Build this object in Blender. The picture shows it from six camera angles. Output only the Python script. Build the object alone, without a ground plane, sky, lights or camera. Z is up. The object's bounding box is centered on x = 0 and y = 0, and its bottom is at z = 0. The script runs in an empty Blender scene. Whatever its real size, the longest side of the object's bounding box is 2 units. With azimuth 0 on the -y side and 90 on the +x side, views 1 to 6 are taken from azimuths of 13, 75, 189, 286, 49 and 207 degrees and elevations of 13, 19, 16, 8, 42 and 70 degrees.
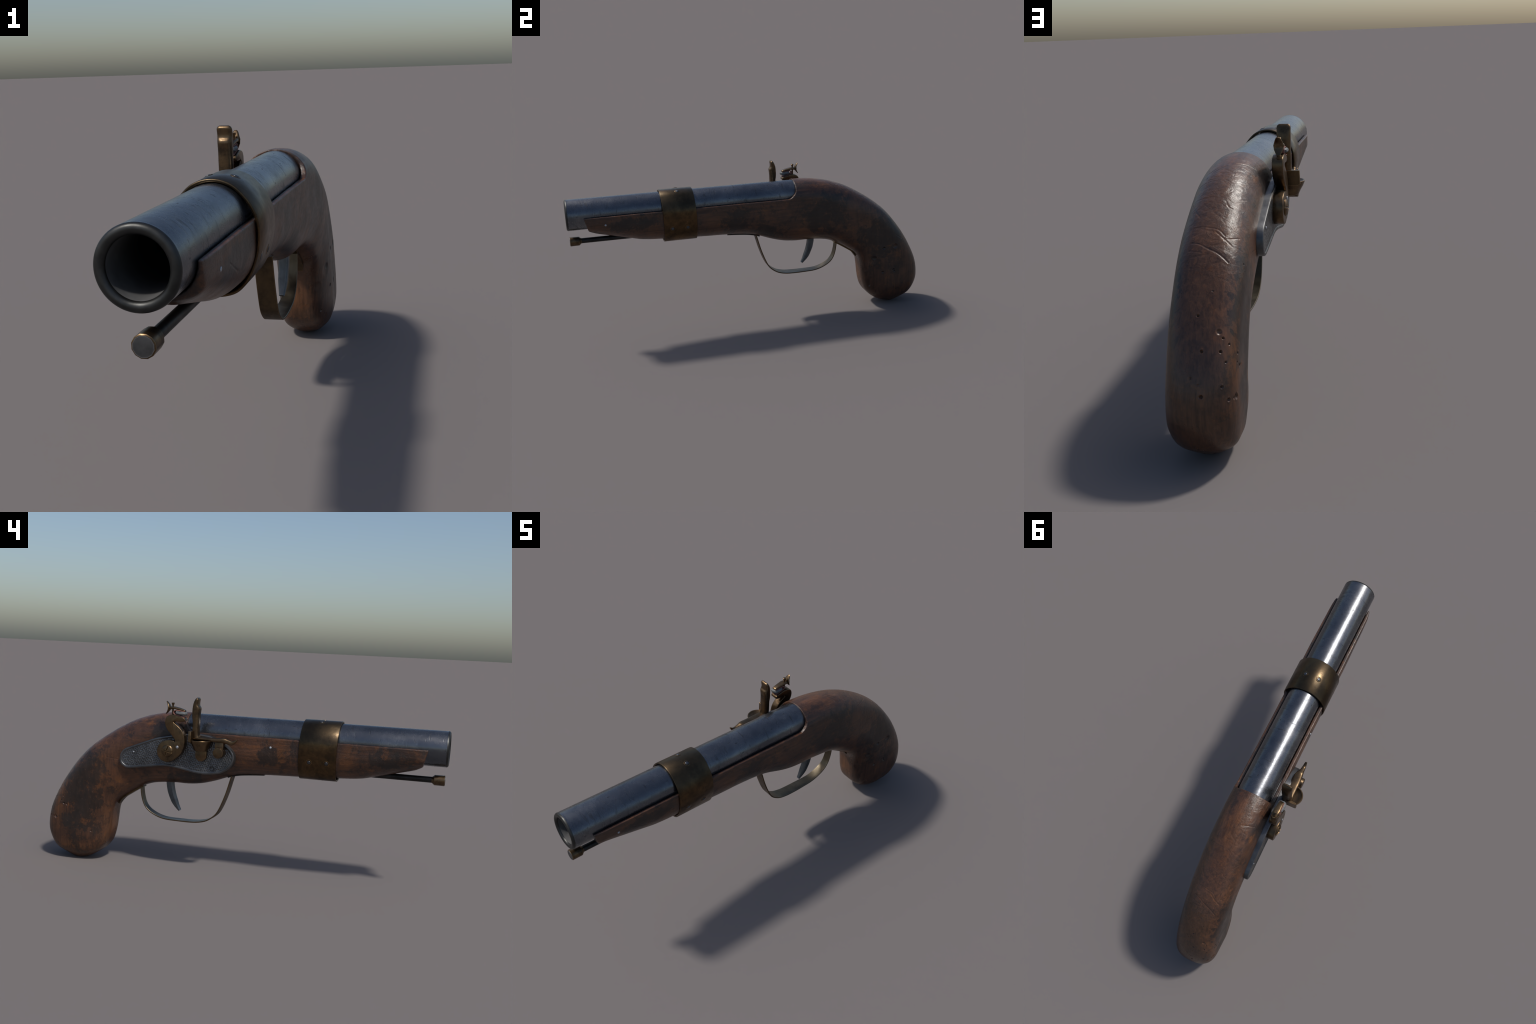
import bpy, bmesh, math, random
import numpy as np
from mathutils import Vector, Matrix, noise as mnoise

random.seed(7)
CX = 0.0495          # x of the pistol's plane of symmetry
AZ = 0.7055          # height of the barrel axis
COL = bpy.context.scene.collection

# ------------------------------------------------------------------ helpers
def catmull(pts, sub=6, closed=False):
    """Centripetal-free Catmull-Rom resampling of a list of tuples."""
    P = [np.array(p, float) for p in pts]
    n = len(P)
    out = []
    rng = n if closed else n - 1
    for i in range(rng):
        if closed:
            p0, p1, p2, p3 = P[(i-1) % n], P[i], P[(i+1) % n], P[(i+2) % n]
        else:
            p1, p2 = P[i], P[i+1]
            p0 = P[i-1] if i > 0 else 2*p1 - p2
            p3 = P[i+2] if i+2 < n else 2*p2 - p1
        for k in range(sub):
            t = k / sub
            out.append(0.5*((2*p1) + (-p0+p2)*t + (2*p0-5*p1+4*p2-p3)*t*t
                            + (-p0+3*p1-3*p2+p3)*t**3))
    if not closed:
        out.append(P[-1])
    return out

def make_obj(name, bm, mat, parent=None, angle=40.0, flat=False):
    bmesh.ops.recalc_face_normals(bm, faces=bm.faces)
    me = bpy.data.meshes.new(name)
    bm.to_mesh(me)
    bm.free()
    ob = bpy.data.objects.new(name, me)
    COL.objects.link(ob)
    if mat:
        me.materials.append(mat)
    if not flat:
        me.shade_smooth()
        if angle:
            me.set_sharp_from_angle(angle=math.radians(angle))
    if parent:
        ob.parent = parent
    return ob

def add_rings(bm, rings, close_start=True, close_end=True, cyclic=True):
    """Skin a list of rings (each a list of 3D points)."""
    vs = [[bm.verts.new(p) for p in r] for r in rings]
    n = len(vs[0])
    for a, b in zip(vs[:-1], vs[1:]):
        for i in range(n if cyclic else n-1):
            j = (i+1) % n
            bm.faces.new((a[i], a[j], b[j], b[i]))
    if close_start:
        bm.faces.new(vs[0])
    if close_end:
        bm.faces.new(vs[-1])
    return vs

def inset_poly(pts, d):
    """Move a 2D closed outline inwards by d along its vertex normals."""
    P = np.array(pts, float)
    area = 0.5*np.sum(P[:, 0]*np.roll(P[:, 1], -1) - np.roll(P[:, 0], -1)*P[:, 1])
    t = np.roll(P, -1, 0) - np.roll(P, 1, 0)
    t /= np.linalg.norm(t, axis=1)[:, None] + 1e-9
    nrm = np.stack([-t[:, 1], t[:, 0]], 1) * (1 if area > 0 else -1)
    return P + nrm*d

def x_slab(outline, x_in, x_out, bev=0.004, seg=3, bm=None, bev_in=True):
    """Extrude a (y, z) outline along x, with rounded rims on both faces."""
    bm = bm or bmesh.new()
    sgn = 1 if x_out > x_in else -1
    rings = []
    steps = [(math.pi/2)*k/seg for k in range(seg+1)]
    if bev_in:
        for a in steps:
            q = inset_poly(outline, bev*(1-math.sin(a)))
            x = x_in + sgn*bev*(1-math.cos(a))
            rings.append([(x, p[0], p[1]) for p in q])
    else:
        rings.append([(x_in, p[0], p[1]) for p in outline])
    for a in reversed(steps):
        q = inset_poly(outline, bev*(1-math.sin(a)))
        x = x_out - sgn*bev*(1-math.cos(a))
        rings.append([(x, p[0], p[1]) for p in q])
    add_rings(bm, rings)
    return bm

def lathe(profile, origin, axis, seg=48, bm=None, cap0=True, cap1=True):
    """Spin (distance along axis, radius) pairs about an axis."""
    bm = bm or bmesh.new()
    ax = Vector(axis).normalized()
    u = ax.orthogonal().normalized()
    v = ax.cross(u)
    o = Vector(origin)
    rings = []
    for d, r in profile:
        rings.append([o + ax*d + (u*math.cos(2*math.pi*k/seg)
                      + v*math.sin(2*math.pi*k/seg))*max(r, 1e-4) for k in range(seg)])
    add_rings(bm, rings, cap0, cap1)
    return bm

def strip(path, halfw, thick, cx=CX, bm=None, rim=0.0012):
    """Flat bar following a (y, z) path, width along x; halfw may be a list."""
    bm = bm or bmesh.new()
    P = np.array(path, float)
    n = len(P)
    W = np.interp(np.linspace(0, 1, n), np.linspace(0, 1, len(halfw)), halfw) \
        if hasattr(halfw, '__len__') else np.full(n, halfw)
    Tk = np.interp(np.linspace(0, 1, n), np.linspace(0, 1, len(thick)), thick) \
        if hasattr(thick, '__len__') else np.full(n, thick)
    rings = []
    for i in range(n):
        t = P[min(i+1, n-1)] - P[max(i-1, 0)]
        t /= np.linalg.norm(t)
        nn = np.array([-t[1], t[0]])
        w, h, r = W[i], Tk[i]/2, min(rim, Tk[i]*0.45, W[i]*0.45)
        sec = [(-w, -h+r), (-w+r, -h), (0, -h), (w-r, -h), (w, -h+r),
               (w, h-r), (w-r, h), (0, h), (-w+r, h), (-w, h-r)]
        rings.append([(cx+a, P[i][0]+nn[0]*b, P[i][1]+nn[1]*b) for a, b in sec])
    add_rings(bm, rings)
    return bm

def evaluated_mesh(ob):
    dg = bpy.context.evaluated_depsgraph_get()
    dg.update()
    return bpy.data.meshes.new_from_object(ob.evaluated_get(dg))

# ------------------------------------------------------------------ materials
class Nodes:
    def __init__(self, name):
        self.mat = bpy.data.materials.new(name)
        self.mat.use_nodes = True
        self.nt = self.mat.node_tree
        self.bsdf = self.nt.nodes['Principled BSDF']
        self.co = self.nt.nodes.new('ShaderNodeTexCoord').outputs['Object']
    def new(self, kind, **props):
        n = self.nt.nodes.new(kind)
        for k, v in props.items():
            setattr(n, k, v)
        return n
    def put(self, sock, val):
        if isinstance(val, bpy.types.NodeSocket):
            self.nt.links.new(val, sock)
        else:
            sock.default_value = val
    def mapping(self, scale=(1, 1, 1), rot=(0, 0, 0), loc=(0, 0, 0), vec=None):
        m = self.new('ShaderNodeMapping')
        self.put(m.inputs['Vector'], vec or self.co)
        m.inputs['Scale'].default_value = scale
        m.inputs['Rotation'].default_value = rot
        m.inputs['Location'].default_value = loc
        return m.outputs[0]
    def noise(self, scale, detail=4, rough=0.55, dist=0.0, vec=None):
        n = self.new('ShaderNodeTexNoise')
        self.put(n.inputs['Vector'], vec or self.co)
        n.inputs['Scale'].default_value = scale
        n.inputs['Detail'].default_value = detail
        n.inputs['Roughness'].default_value = rough
        n.inputs['Distortion'].default_value = dist
        return n.outputs[0]
    def voronoi(self, scale, feature='F1', vec=None, rnd=1.0):
        n = self.new('ShaderNodeTexVoronoi', feature=feature)
        self.put(n.inputs['Vector'], vec or self.co)
        n.inputs['Scale'].default_value = scale
        n.inputs['Randomness'].default_value = rnd
        return n.outputs['Distance']
    def ramp(self, fac, stops, interp='LINEAR'):
        r = self.new('ShaderNodeValToRGB')
        r.color_ramp.interpolation = interp
        self.put(r.inputs[0], fac)
        el = r.color_ramp.elements
        while len(el) < len(stops):
            el.new(0.5)
        for e, (p, c) in zip(el, stops):
            e.position = p
            e.color = (c, c, c, 1) if not hasattr(c, '__len__') else (*c, 1)
        return r.outputs[0]
    def mix(self, fac, a, b, mode='MIX'):
        m = self.new('ShaderNodeMix', data_type='RGBA', blend_type=mode)
        self.put(m.inputs[0], fac)
        for s, v in ((m.inputs[6], a), (m.inputs[7], b)):
            if isinstance(v, tuple):
                v = (*v, 1) if len(v) == 3 else v
            self.put(s, v)
        return m.outputs[2]
    def math(self, op, a, b=0.0, c=None, clamp=False):
        m = self.new('ShaderNodeMath', operation=op, use_clamp=clamp)
        self.put(m.inputs[0], a)
        self.put(m.inputs[1], b)
        if c is not None:
            self.put(m.inputs[2], c)
        return m.outputs[0]
    def sep(self, vec=None):
        s = self.new('ShaderNodeSeparateXYZ')
        self.put(s.inputs[0], vec or self.co)
        return s.outputs
    def blob(self, centre, radius, wobble=None, amt=0.6):
        """Soft ragged patch (0..1) round a point; radius is a 3-tuple."""
        loc = tuple(-c/r for c, r in zip(centre, radius))
        v = self.mapping(scale=tuple(1/r for r in radius), loc=loc)
        ln = self.new('ShaderNodeVectorMath', operation='LENGTH')
        self.put(ln.inputs[0], v)
        d = ln.outputs['Value']
        if wobble is not None:
            d = self.math('ADD', d, self.math('MULTIPLY', self.math('SUBTRACT', wobble, 0.5), amt*2.2))
        return self.math('SUBTRACT', 1.15, d, clamp=True)
    def pointy(self):
        return self.new('ShaderNodeNewGeometry').outputs['Pointiness']
    def bump(self, height, strength=0.3, dist=0.002, prev=None):
        b = self.new('ShaderNodeBump')
        b.inputs['Strength'].default_value = strength
        b.inputs['Distance'].default_value = dist
        self.put(b.inputs['Height'], height)
        if prev is not None:
            self.put(b.inputs['Normal'], prev)
        return b.outputs[0]
    def edge(self, radius=0.004, lo=0.02, hi=0.2):
        """Worn-edge mask from the Bevel node against the true normal."""
        bv = self.new('ShaderNodeBevel', samples=6)
        bv.inputs['Radius'].default_value = radius
        g = self.new('ShaderNodeNewGeometry')
        d = self.new('ShaderNodeVectorMath', operation='DOT_PRODUCT')
        self.put(d.inputs[0], bv.outputs[0])
        self.put(d.inputs[1], g.outputs['Normal'])
        e = self.math('SUBTRACT', 1.0, d.outputs['Value'])
        return self.ramp(e, [(lo, 0.0), (hi, 1.0)])
    def done(self, color, rough, metallic=0.0, normal=None, spec=None, coat=None):
        b = self.bsdf.inputs
        if isinstance(color, tuple):
            color = (*color, 1)
        self.put(b['Base Color'], color)
        self.put(b['Roughness'], rough)
        self.put(b['Metallic'], metallic)
        if spec is not None:
            self.put(b['Specular IOR Level'], spec)
        if normal is not None:
            self.put(b['Normal'], normal)
        if coat:
            b['Coat Weight'].default_value = coat
            b['Coat Roughness'].default_value = 0.3
        return self.mat

def wood_material():
    m = Nodes('walnut_wood')
    x, y, z = m.sep()
    # grain follows the barrel in front and turns down into the grip
    g1 = m.noise(1.0, 6, 0.65, 0.5, m.mapping((95, 5, 80)))
    g2 = m.noise(1.0, 6, 0.65, 0.5, m.mapping((95, 80, 6), rot=(math.radians(-28), 0, 0)))
    turn = m.ramp(y, [(0.48, 0.0), (0.66, 1.0)])
    grain = m.mix(turn, g1, g2)
    wob = m.noise(11.0, 9, 0.74, 0.3)
    big = m.noise(3.4, 7, 0.68, 0.6)
    tone = m.ramp(big, [(0.36, (0.040, 0.0210, 0.0145)), (0.50, (0.073, 0.0345, 0.0200)),
                        (0.64, (0.108, 0.0480, 0.0240))])
    tone = m.mix(0.85, tone, m.ramp(grain, [(0.30, (0.42, 0.42, 0.45)), (0.5, (0.95, 0.95, 0.95)), (0.68, (1.5, 1.36, 1.2))]), 'MULTIPLY')
    # orange, worn-through stain in ragged flecks
    ragged = m.noise(13.0, 9, 0.78, 0.4, m.mapping(loc=(3.1, 1.7, 0.4)))
    orange = m.ramp(ragged, [(0.555, 0.0), (0.64, 0.7)])
    for c, r, a in (((-0.05, -0.55, 0.62), (0.3, 0.05, 0.11), 0.75), ((-0.05, -0.235, 0.62), (0.3, 0.05, 0.11), 0.7),
                    ((-0.07, 0.69, 0.45), (0.06, 0.05, 0.15), 0.65), ((0.05, 0.42, 0.78), (0.10, 0.13, 0.06), 0.5),
                    ((0.03, 0.65, 0.16), (0.05, 0.04, 0.09), 0.55), ((-0.06, 0.82, 0.06), (0.08, 0.16, 0.05), 0.5),
                    ((-0.04, 0.91, 0.29), (0.04, 0.05, 0.13), 0.7), ((-0.05, 0.66, 0.22), (0.04, 0.03, 0.10), 0.5)):
        orange = m.math('MAXIMUM', orange, m.math('MULTIPLY', m.blob(c, r, wob, 1.0), a))
    tone = m.mix(orange, tone, m.mix(0.8, (0.165, 0.066, 0.022, 1), m.ramp(grain, [(0.3, 0.35), (0.65, 1.2)]), 'MULTIPLY'))
    # wood tone multiplied down on the lock side
    tone = m.mix(1.0, tone, m.ramp(m.math('ADD', m.math('MULTIPLY', x, 5.0), m.math('ADD', 0.45, m.math('MULTIPLY', m.math('SUBTRACT', wob, 0.5), 0.3))), [(0.02, (0.50, 0.45, 0.40)), (0.36, (1.0, 0.97, 0.92)), (0.70, (1.0, 0.97, 0.92)), (1.0, (0.85, 0.82, 0.82))]), 'MULTIPLY')
    # black, greasy patches with ragged borders
    dk = m.noise(8.5, 10, 0.80, 0.3, m.mapping(loc=(0.3, 4.2, 1.9)))
    dark = m.ramp(dk, [(0.525, 0.0), (0.575, 0.7)])
    # the rounded back of the grip stays evenly red-brown
    side = m.math('ABSOLUTE', m.math('SUBTRACT', x, 0.053))
    backside = m.math('MULTIPLY', m.ramp(m.math('MULTIPLY', side, 8.0), [(0.45, 1.0), (0.72, 0.0)]), m.ramp(y, [(0.28, 0.0), (0.45, 1.0)]))
    dark = m.math('MULTIPLY', dark, m.math('SUBTRACT', 1.0, m.math('MULTIPLY', backside, 0.65)))
    tone = m.mix(m.math('MULTIPLY', backside, 0.30), tone, m.mix(1.0, (0.100, 0.050, 0.026, 1), m.ramp(grain, [(0.3, 0.4), (0.65, 1.25)]), 'MULTIPLY'))
    for c, r in (((-0.06, 0.75, 0.46), (0.05, 0.11, 0.15)), ((-0.06, 0.80, 0.30), (0.05, 0.13, 0.19)), ((-0.06, 0.82, 0.22), (0.07, 0.10, 0.10)),
                 ((0.17, 0.42, 0.60), (0.09, 0.13, 0.12)), ((0.17, 0.74, 0.42), (0.08, 0.13, 0.16)),
                 ((-0.06, -0.74, 0.64), (0.07, 0.10, 0.06)), ((0.15, -0.66, 0.65), (0.07, 0.12, 0.06)),
                 ((-0.06, 0.30, 0.68), (0.06, 0.13, 0.12)), ((-0.06, 0.20, 0.47), (0.08, 0.22, 0.05)),
                 ((0.15, 0.05, 0.52), (0.08, 0.12, 0.06)), ((-0.06, -0.16, 0.60), (0.05, 0.06, 0.08)),
                 ((0.15, 0.70, 0.28), (0.04, 0.06, 0.06)), ((0.15, -0.10, 0.58), (0.06, 0.10, 0.10))):
        dark = m.math('MAXIMUM', dark, m.math('MULTIPLY', m.ramp(m.blob(c, r, wob, 1.9), [(0.22, 0.0), (0.42, 1.0)]), 0.80))
    fine = m.noise(28.0, 6, 0.7, 0.2)
    tone = m.mix(dark, tone, m.ramp(fine, [(0.35, (0.0060, 0.0056, 0.0056)), (0.7, (0.019, 0.0145, 0.0125))]))
    flk = m.ramp(m.noise(16.0, 9, 0.80, 0.3, m.mapping(loc=(5.0, 0.7, 2.2))), [(0.55, 0.0), (0.66, 0.75)])
    tone = m.mix(flk, tone, m.mix(grain, (0.055, 0.022, 0.010, 1), (0.175, 0.064, 0.019, 1)))
    # contact shadow painted into the wood beside the barrel, strongest on +x
    bx = m.math('SUBTRACT', x, CX)
    bz = m.math('SUBTRACT', z, AZ)
    rr = m.math('SQRT', m.math('ADD', m.math('MULTIPLY', bx, bx), m.math('MULTIPLY', bz, bz)))
    joint = m.math('MULTIPLY', m.ramp(m.math('MULTIPLY', rr, 5.0), [(0.430, 0.92), (0.465, 0.0)]), m.ramp(m.math('MULTIPLY', y, 1.0), [(0.22, 1.0), (0.25, 0.0)]))
    joint = m.math('MULTIPLY', joint, m.ramp(m.math('ADD', x, 0.5), [(0.52, 0.25), (0.56, 1.0)]))
    # fine speckle of wear and dust
    speck = m.ramp(m.noise(70.0, 4, 0.75), [(0.60, 0.0), (0.72, 0.45)])
    tone = m.mix(speck, tone, (0.12, 0.068, 0.045, 1))
    # light caught on rims painted pale, hollows near-black (curvature of the dense mesh)
    pt = m.pointy()
    tone = m.mix(m.ramp(pt, [(0.535, 0.0), (0.63, 0.75)]), tone, (0.20, 0.145, 0.125, 1))
    tone = m.mix(m.ramp(pt, [(0.37, 0.9), (0.465, 0.0)]), tone, (0.009, 0.009, 0.010, 1))
    tone = m.mix(joint, tone, (0.008, 0.008, 0.010, 1))
    rough = m.ramp(m.noise(16, 5, 0.7), [(0.3, 0.31), (0.7, 0.46)])
    rough = m.math('MULTIPLY', rough, m.math('SUBTRACT', 1.0, m.math('MULTIPLY', backside, 0.2)))
    wr = m.noise(1.0, 6, 0.66, 1.6, m.mapping((24, 30, 36)))
    wr = m.math('MULTIPLY', wr, m.ramp(z, [(0.44, 0.10), (0.62, 1.0)]))
    n = m.bump(grain, 0.35, 0.0025)
    n = m.bump(wr, 0.42, 0.0050, n)
    return m.done(tone, rough, 0.0, n, spec=0.5)

def steel_barrel_material():
    m = Nodes('blued_steel')
    cloud = m.noise(7.0, 7, 0.66, 0.6, m.mapping((1, 0.6, 1)))
    col = m.ramp(cloud, [(0.30, (0.085, 0.093, 0.110)), (0.50, (0.122, 0.130, 0.146)), (0.72, (0.195, 0.199, 0.208))])  # greys lifted to brighten and broaden the sun highlight from above
    pits = m.ramp(m.voronoi(46, vec=m.mapping((1, 0.35, 1.0))), [(0.06, 1.0), (0.13, 0.0)])
    pits = m.math('MULTIPLY', pits, m.ramp(m.noise(11, 3), [(0.48, 0.0), (0.6, 0.8)]))
    # wavering dark hairline cracks and short streaks running round the tube
    crack = m.ramp(m.noise(1.0, 3, 0.6, 1.2, m.mapping((5, 16, 5), rot=(0.35, 0.1, 0.25))), [(0.488, 0.0), (0.5, 1.0), (0.512, 0.0)])
    crack = m.math('MULTIPLY', crack, m.ramp(m.noise(6, 3, vec=m.mapping(loc=(7, 2, 1))), [(0.52, 0.0), (0.60, 1.0)]))
    flick = m.ramp(m.noise(1.0, 3, 0.6, 0.3, m.mapping((14, 60, 14), rot=(0.5, 0.0, 0.3))), [(0.62, 0.0), (0.70, 1.0)])
    marks = m.math('MAXIMUM', pits, m.math('MAXIMUM', m.math('MULTIPLY', crack, 0.55), m.math('MULTIPLY', flick, 0.5)))
    col = m.mix(marks, col, (0.036, 0.037, 0.040, 1))
    scr = m.ramp(m.noise(1.0, 2, 0.5, 2.5, m.mapping((9, 40, 9), rot=(0.3, 0.2, 0.2))), [(0.493, 0.0), (0.5, 0.7), (0.507, 0.0)])
    scr = m.math('MULTIPLY', scr, m.ramp(m.noise(5, 2), [(0.52, 0.0), (0.62, 1.0)]))
    col = m.mix(scr, col, (0.34, 0.34, 0.35, 1))
    rough = m.math('ADD', m.ramp(m.noise(13, 7, 0.75), [(0.32, 0.19), (0.68, 0.34)]), m.math('MULTIPLY', marks, 0.2))
    h = m.math('SUBTRACT', m.noise(55, 4, 0.6), m.math('MULTIPLY', marks, 1.3))
    n = m.bump(h, 0.16, 0.002)
    return m.done(col, rough, 0.9, n)

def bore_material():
    m = Nodes('bore_darkened_inward')
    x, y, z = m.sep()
    depth = m.ramp(m.math('ADD', y, 1.0), [(0.03, 0.105), (0.16, 0.040), (0.40, 0.010)])  # daylight fading down the tube, baked as a grey ramp along y
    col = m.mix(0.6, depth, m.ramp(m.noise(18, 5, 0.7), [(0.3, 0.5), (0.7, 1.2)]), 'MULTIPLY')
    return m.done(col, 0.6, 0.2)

def dull_steel(name, base, rough=0.42, hammered=False):
    m = Nodes(name)
    k = m.noise(16, 6, 0.65, 0.3)
    col = m.ramp(k, [(0.3, tuple(c*0.6 for c in base)), (0.7, tuple(c*1.25 for c in base))])
    n = None
    if hammered:
        _, yy, zz = m.sep()
        cv = m.new('ShaderNodeCombineXYZ')
        m.put(cv.inputs[0], yy)
        m.put(cv.inputs[1], zz)
        vn = m.new('ShaderNodeTexVoronoi', voronoi_dimensions='2D', feature='F1')
        m.put(vn.inputs['Vector'], m.mapping((1, 1, 1), rot=(0, 0, 0.5), vec=cv.outputs[0]))
        vn.inputs['Scale'].default_value = 105
        vn.inputs['Randomness'].default_value = 0.55
        v = m.ramp(vn.outputs['Distance'], [(0.12, 0.0), (0.62, 1.0)])
        n = m.bump(v, 0.55, 0.0025)
        col = m.mix(0.55, col, m.ramp(v, [(0.0, 0.6), (1.0, 1.25)]), 'MULTIPLY')
    else:
        n = m.bump(m.noise(60, 4, 0.6), 0.15, 0.0015)
    col = m.mix(m.edge(0.004), col, tuple(min(1, c*2.2) for c in base) + (1,))
    return m.done(col, m.ramp(m.noise(20, 4), [(0.3, rough-0.08), (0.7, rough+0.1)]), 0.9, n)

def brass_material(name='aged_brass', base=(0.215, 0.142, 0.072), dark=(0.060, 0.042, 0.026), patches=False, rough=0.36):
    m = Nodes(name)
    a = m.noise(9.0, 7, 0.7, 0.4)
    b = m.noise(34.0, 5, 0.7)
    k = m.math('ADD', m.math('MULTIPLY', a, 0.65), m.math('MULTIPLY', b, 0.35))
    col = m.ramp(k, [(0.38, dark), (0.50, tuple(0.55*(p+q) for p, q in zip(base, dark))), (0.62, base)])
    if patches:
        x, y, z = m.sep()
        grime = m.ramp(m.math('ADD', z, m.math('MULTIPLY', m.math('SUBTRACT', a, 0.5), 0.10)),
                       [(0.69, 0.0), (0.73, 0.5)])
        col = m.mix(grime, col, (0.062, 0.053, 0.036, 1))
        s = m.ramp(m.noise(6.0, 7, 0.7, 0.2, m.mapping(loc=(2, 5, 1))), [(0.5, 0.0), (0.62, 0.8)])
        col = m.mix(s, col, (0.040, 0.030, 0.020, 1))
    scr = m.ramp(m.noise(1.0, 2, 0.5, 2.0, m.mapping((30, 60, 14), rot=(0.5, 0.4, 0.2))), [(0.492, 0.0), (0.5, 0.5), (0.508, 0.0)])
    col = m.mix(m.math('MULTIPLY', scr, 0.5), col, tuple(min(1, c*1.6) for c in base) + (1,))
    col = m.mix(m.math('MULTIPLY', m.edge(0.004), 0.8), col, (0.42, 0.27, 0.13, 1))
    n = m.bump(m.noise(40, 5, 0.65), 0.16, 0.002)
    return m.done(col, m.ramp(a, [(0.35, rough+0.14), (0.65, rough-0.05)]), 0.95, n)

def plain(name, base, rough, metallic=0.0, nscale=30, bump=0.2):
    m = Nodes(name)
    k = m.noise(nscale, 5, 0.65)
    col = m.ramp(k, [(0.3, tuple(c*0.6 for c in base)), (0.7, tuple(min(1, c*1.3) for c in base))])
    return m.done(col, rough, metallic, m.bump(k, bump, 0.002))

M_WOOD = wood_material()
M_BARREL = steel_barrel_material()
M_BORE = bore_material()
M_LIP = dull_steel('muzzle_steel', (0.050, 0.051, 0.050), 0.40)
M_PLATE = dull_steel('lock_steel', (0.112, 0.113, 0.115), 0.38)
M_HAMMERED = dull_steel('hammered_steel', (0.115, 0.117, 0.122), 0.42, True)
M_TRIGGER = dull_steel('trigger_steel', (0.11, 0.12, 0.13), 0.42)
M_ROD = dull_steel('ramrod_steel', (0.035, 0.033, 0.032), 0.45)
M_RODEND = dull_steel('ramrod_end_steel', (0.11, 0.11, 0.112), 0.5)
M_BRASS = brass_material(base=(0.165, 0.108, 0.058), dark=(0.050, 0.036, 0.024), rough=0.31)
M_BAND = brass_material('band_brass', (0.128, 0.078, 0.038), (0.044, 0.029, 0.017), True, 0.29)  # base colour lowered to subdue the sun glint on the band
M_GUARD = brass_material('guard_brass', (0.105, 0.072, 0.040), (0.045, 0.033, 0.022), False, 0.40)
M_GUARD_IN = dull_steel('guard_inner_paler', (0.115, 0.095, 0.066), 0.38)  # guard's inner faces: slightly paler and greyer than the outer faces
M_FLINT = plain('flint_stone', (0.10, 0.108, 0.112), 0.55, 0.0, 45, 0.5)
M_LEATHER = plain('red_leather', (0.20, 0.085, 0.065), 0.7)
M_RIVET = dull_steel('rivet_steel', (0.085, 0.088, 0.095), 0.38)
M_PIN = plain('bright_pin', (0.36, 0.38, 0.41), 0.42, 0.6, 30, 0.0)
M_HOLE = plain('dark_hole', (0.015, 0.016, 0.018), 0.6)

# ------------------------------------------------------------------ root
root = bpy.data.objects.new('flintlock_pistol', None)
COL.objects.link(root)
root['label'] = 'antique flintlock pistol with dark wooden stock, blued barrel and brass fittings'
root['category'] = 'flintlock pistol'

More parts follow.
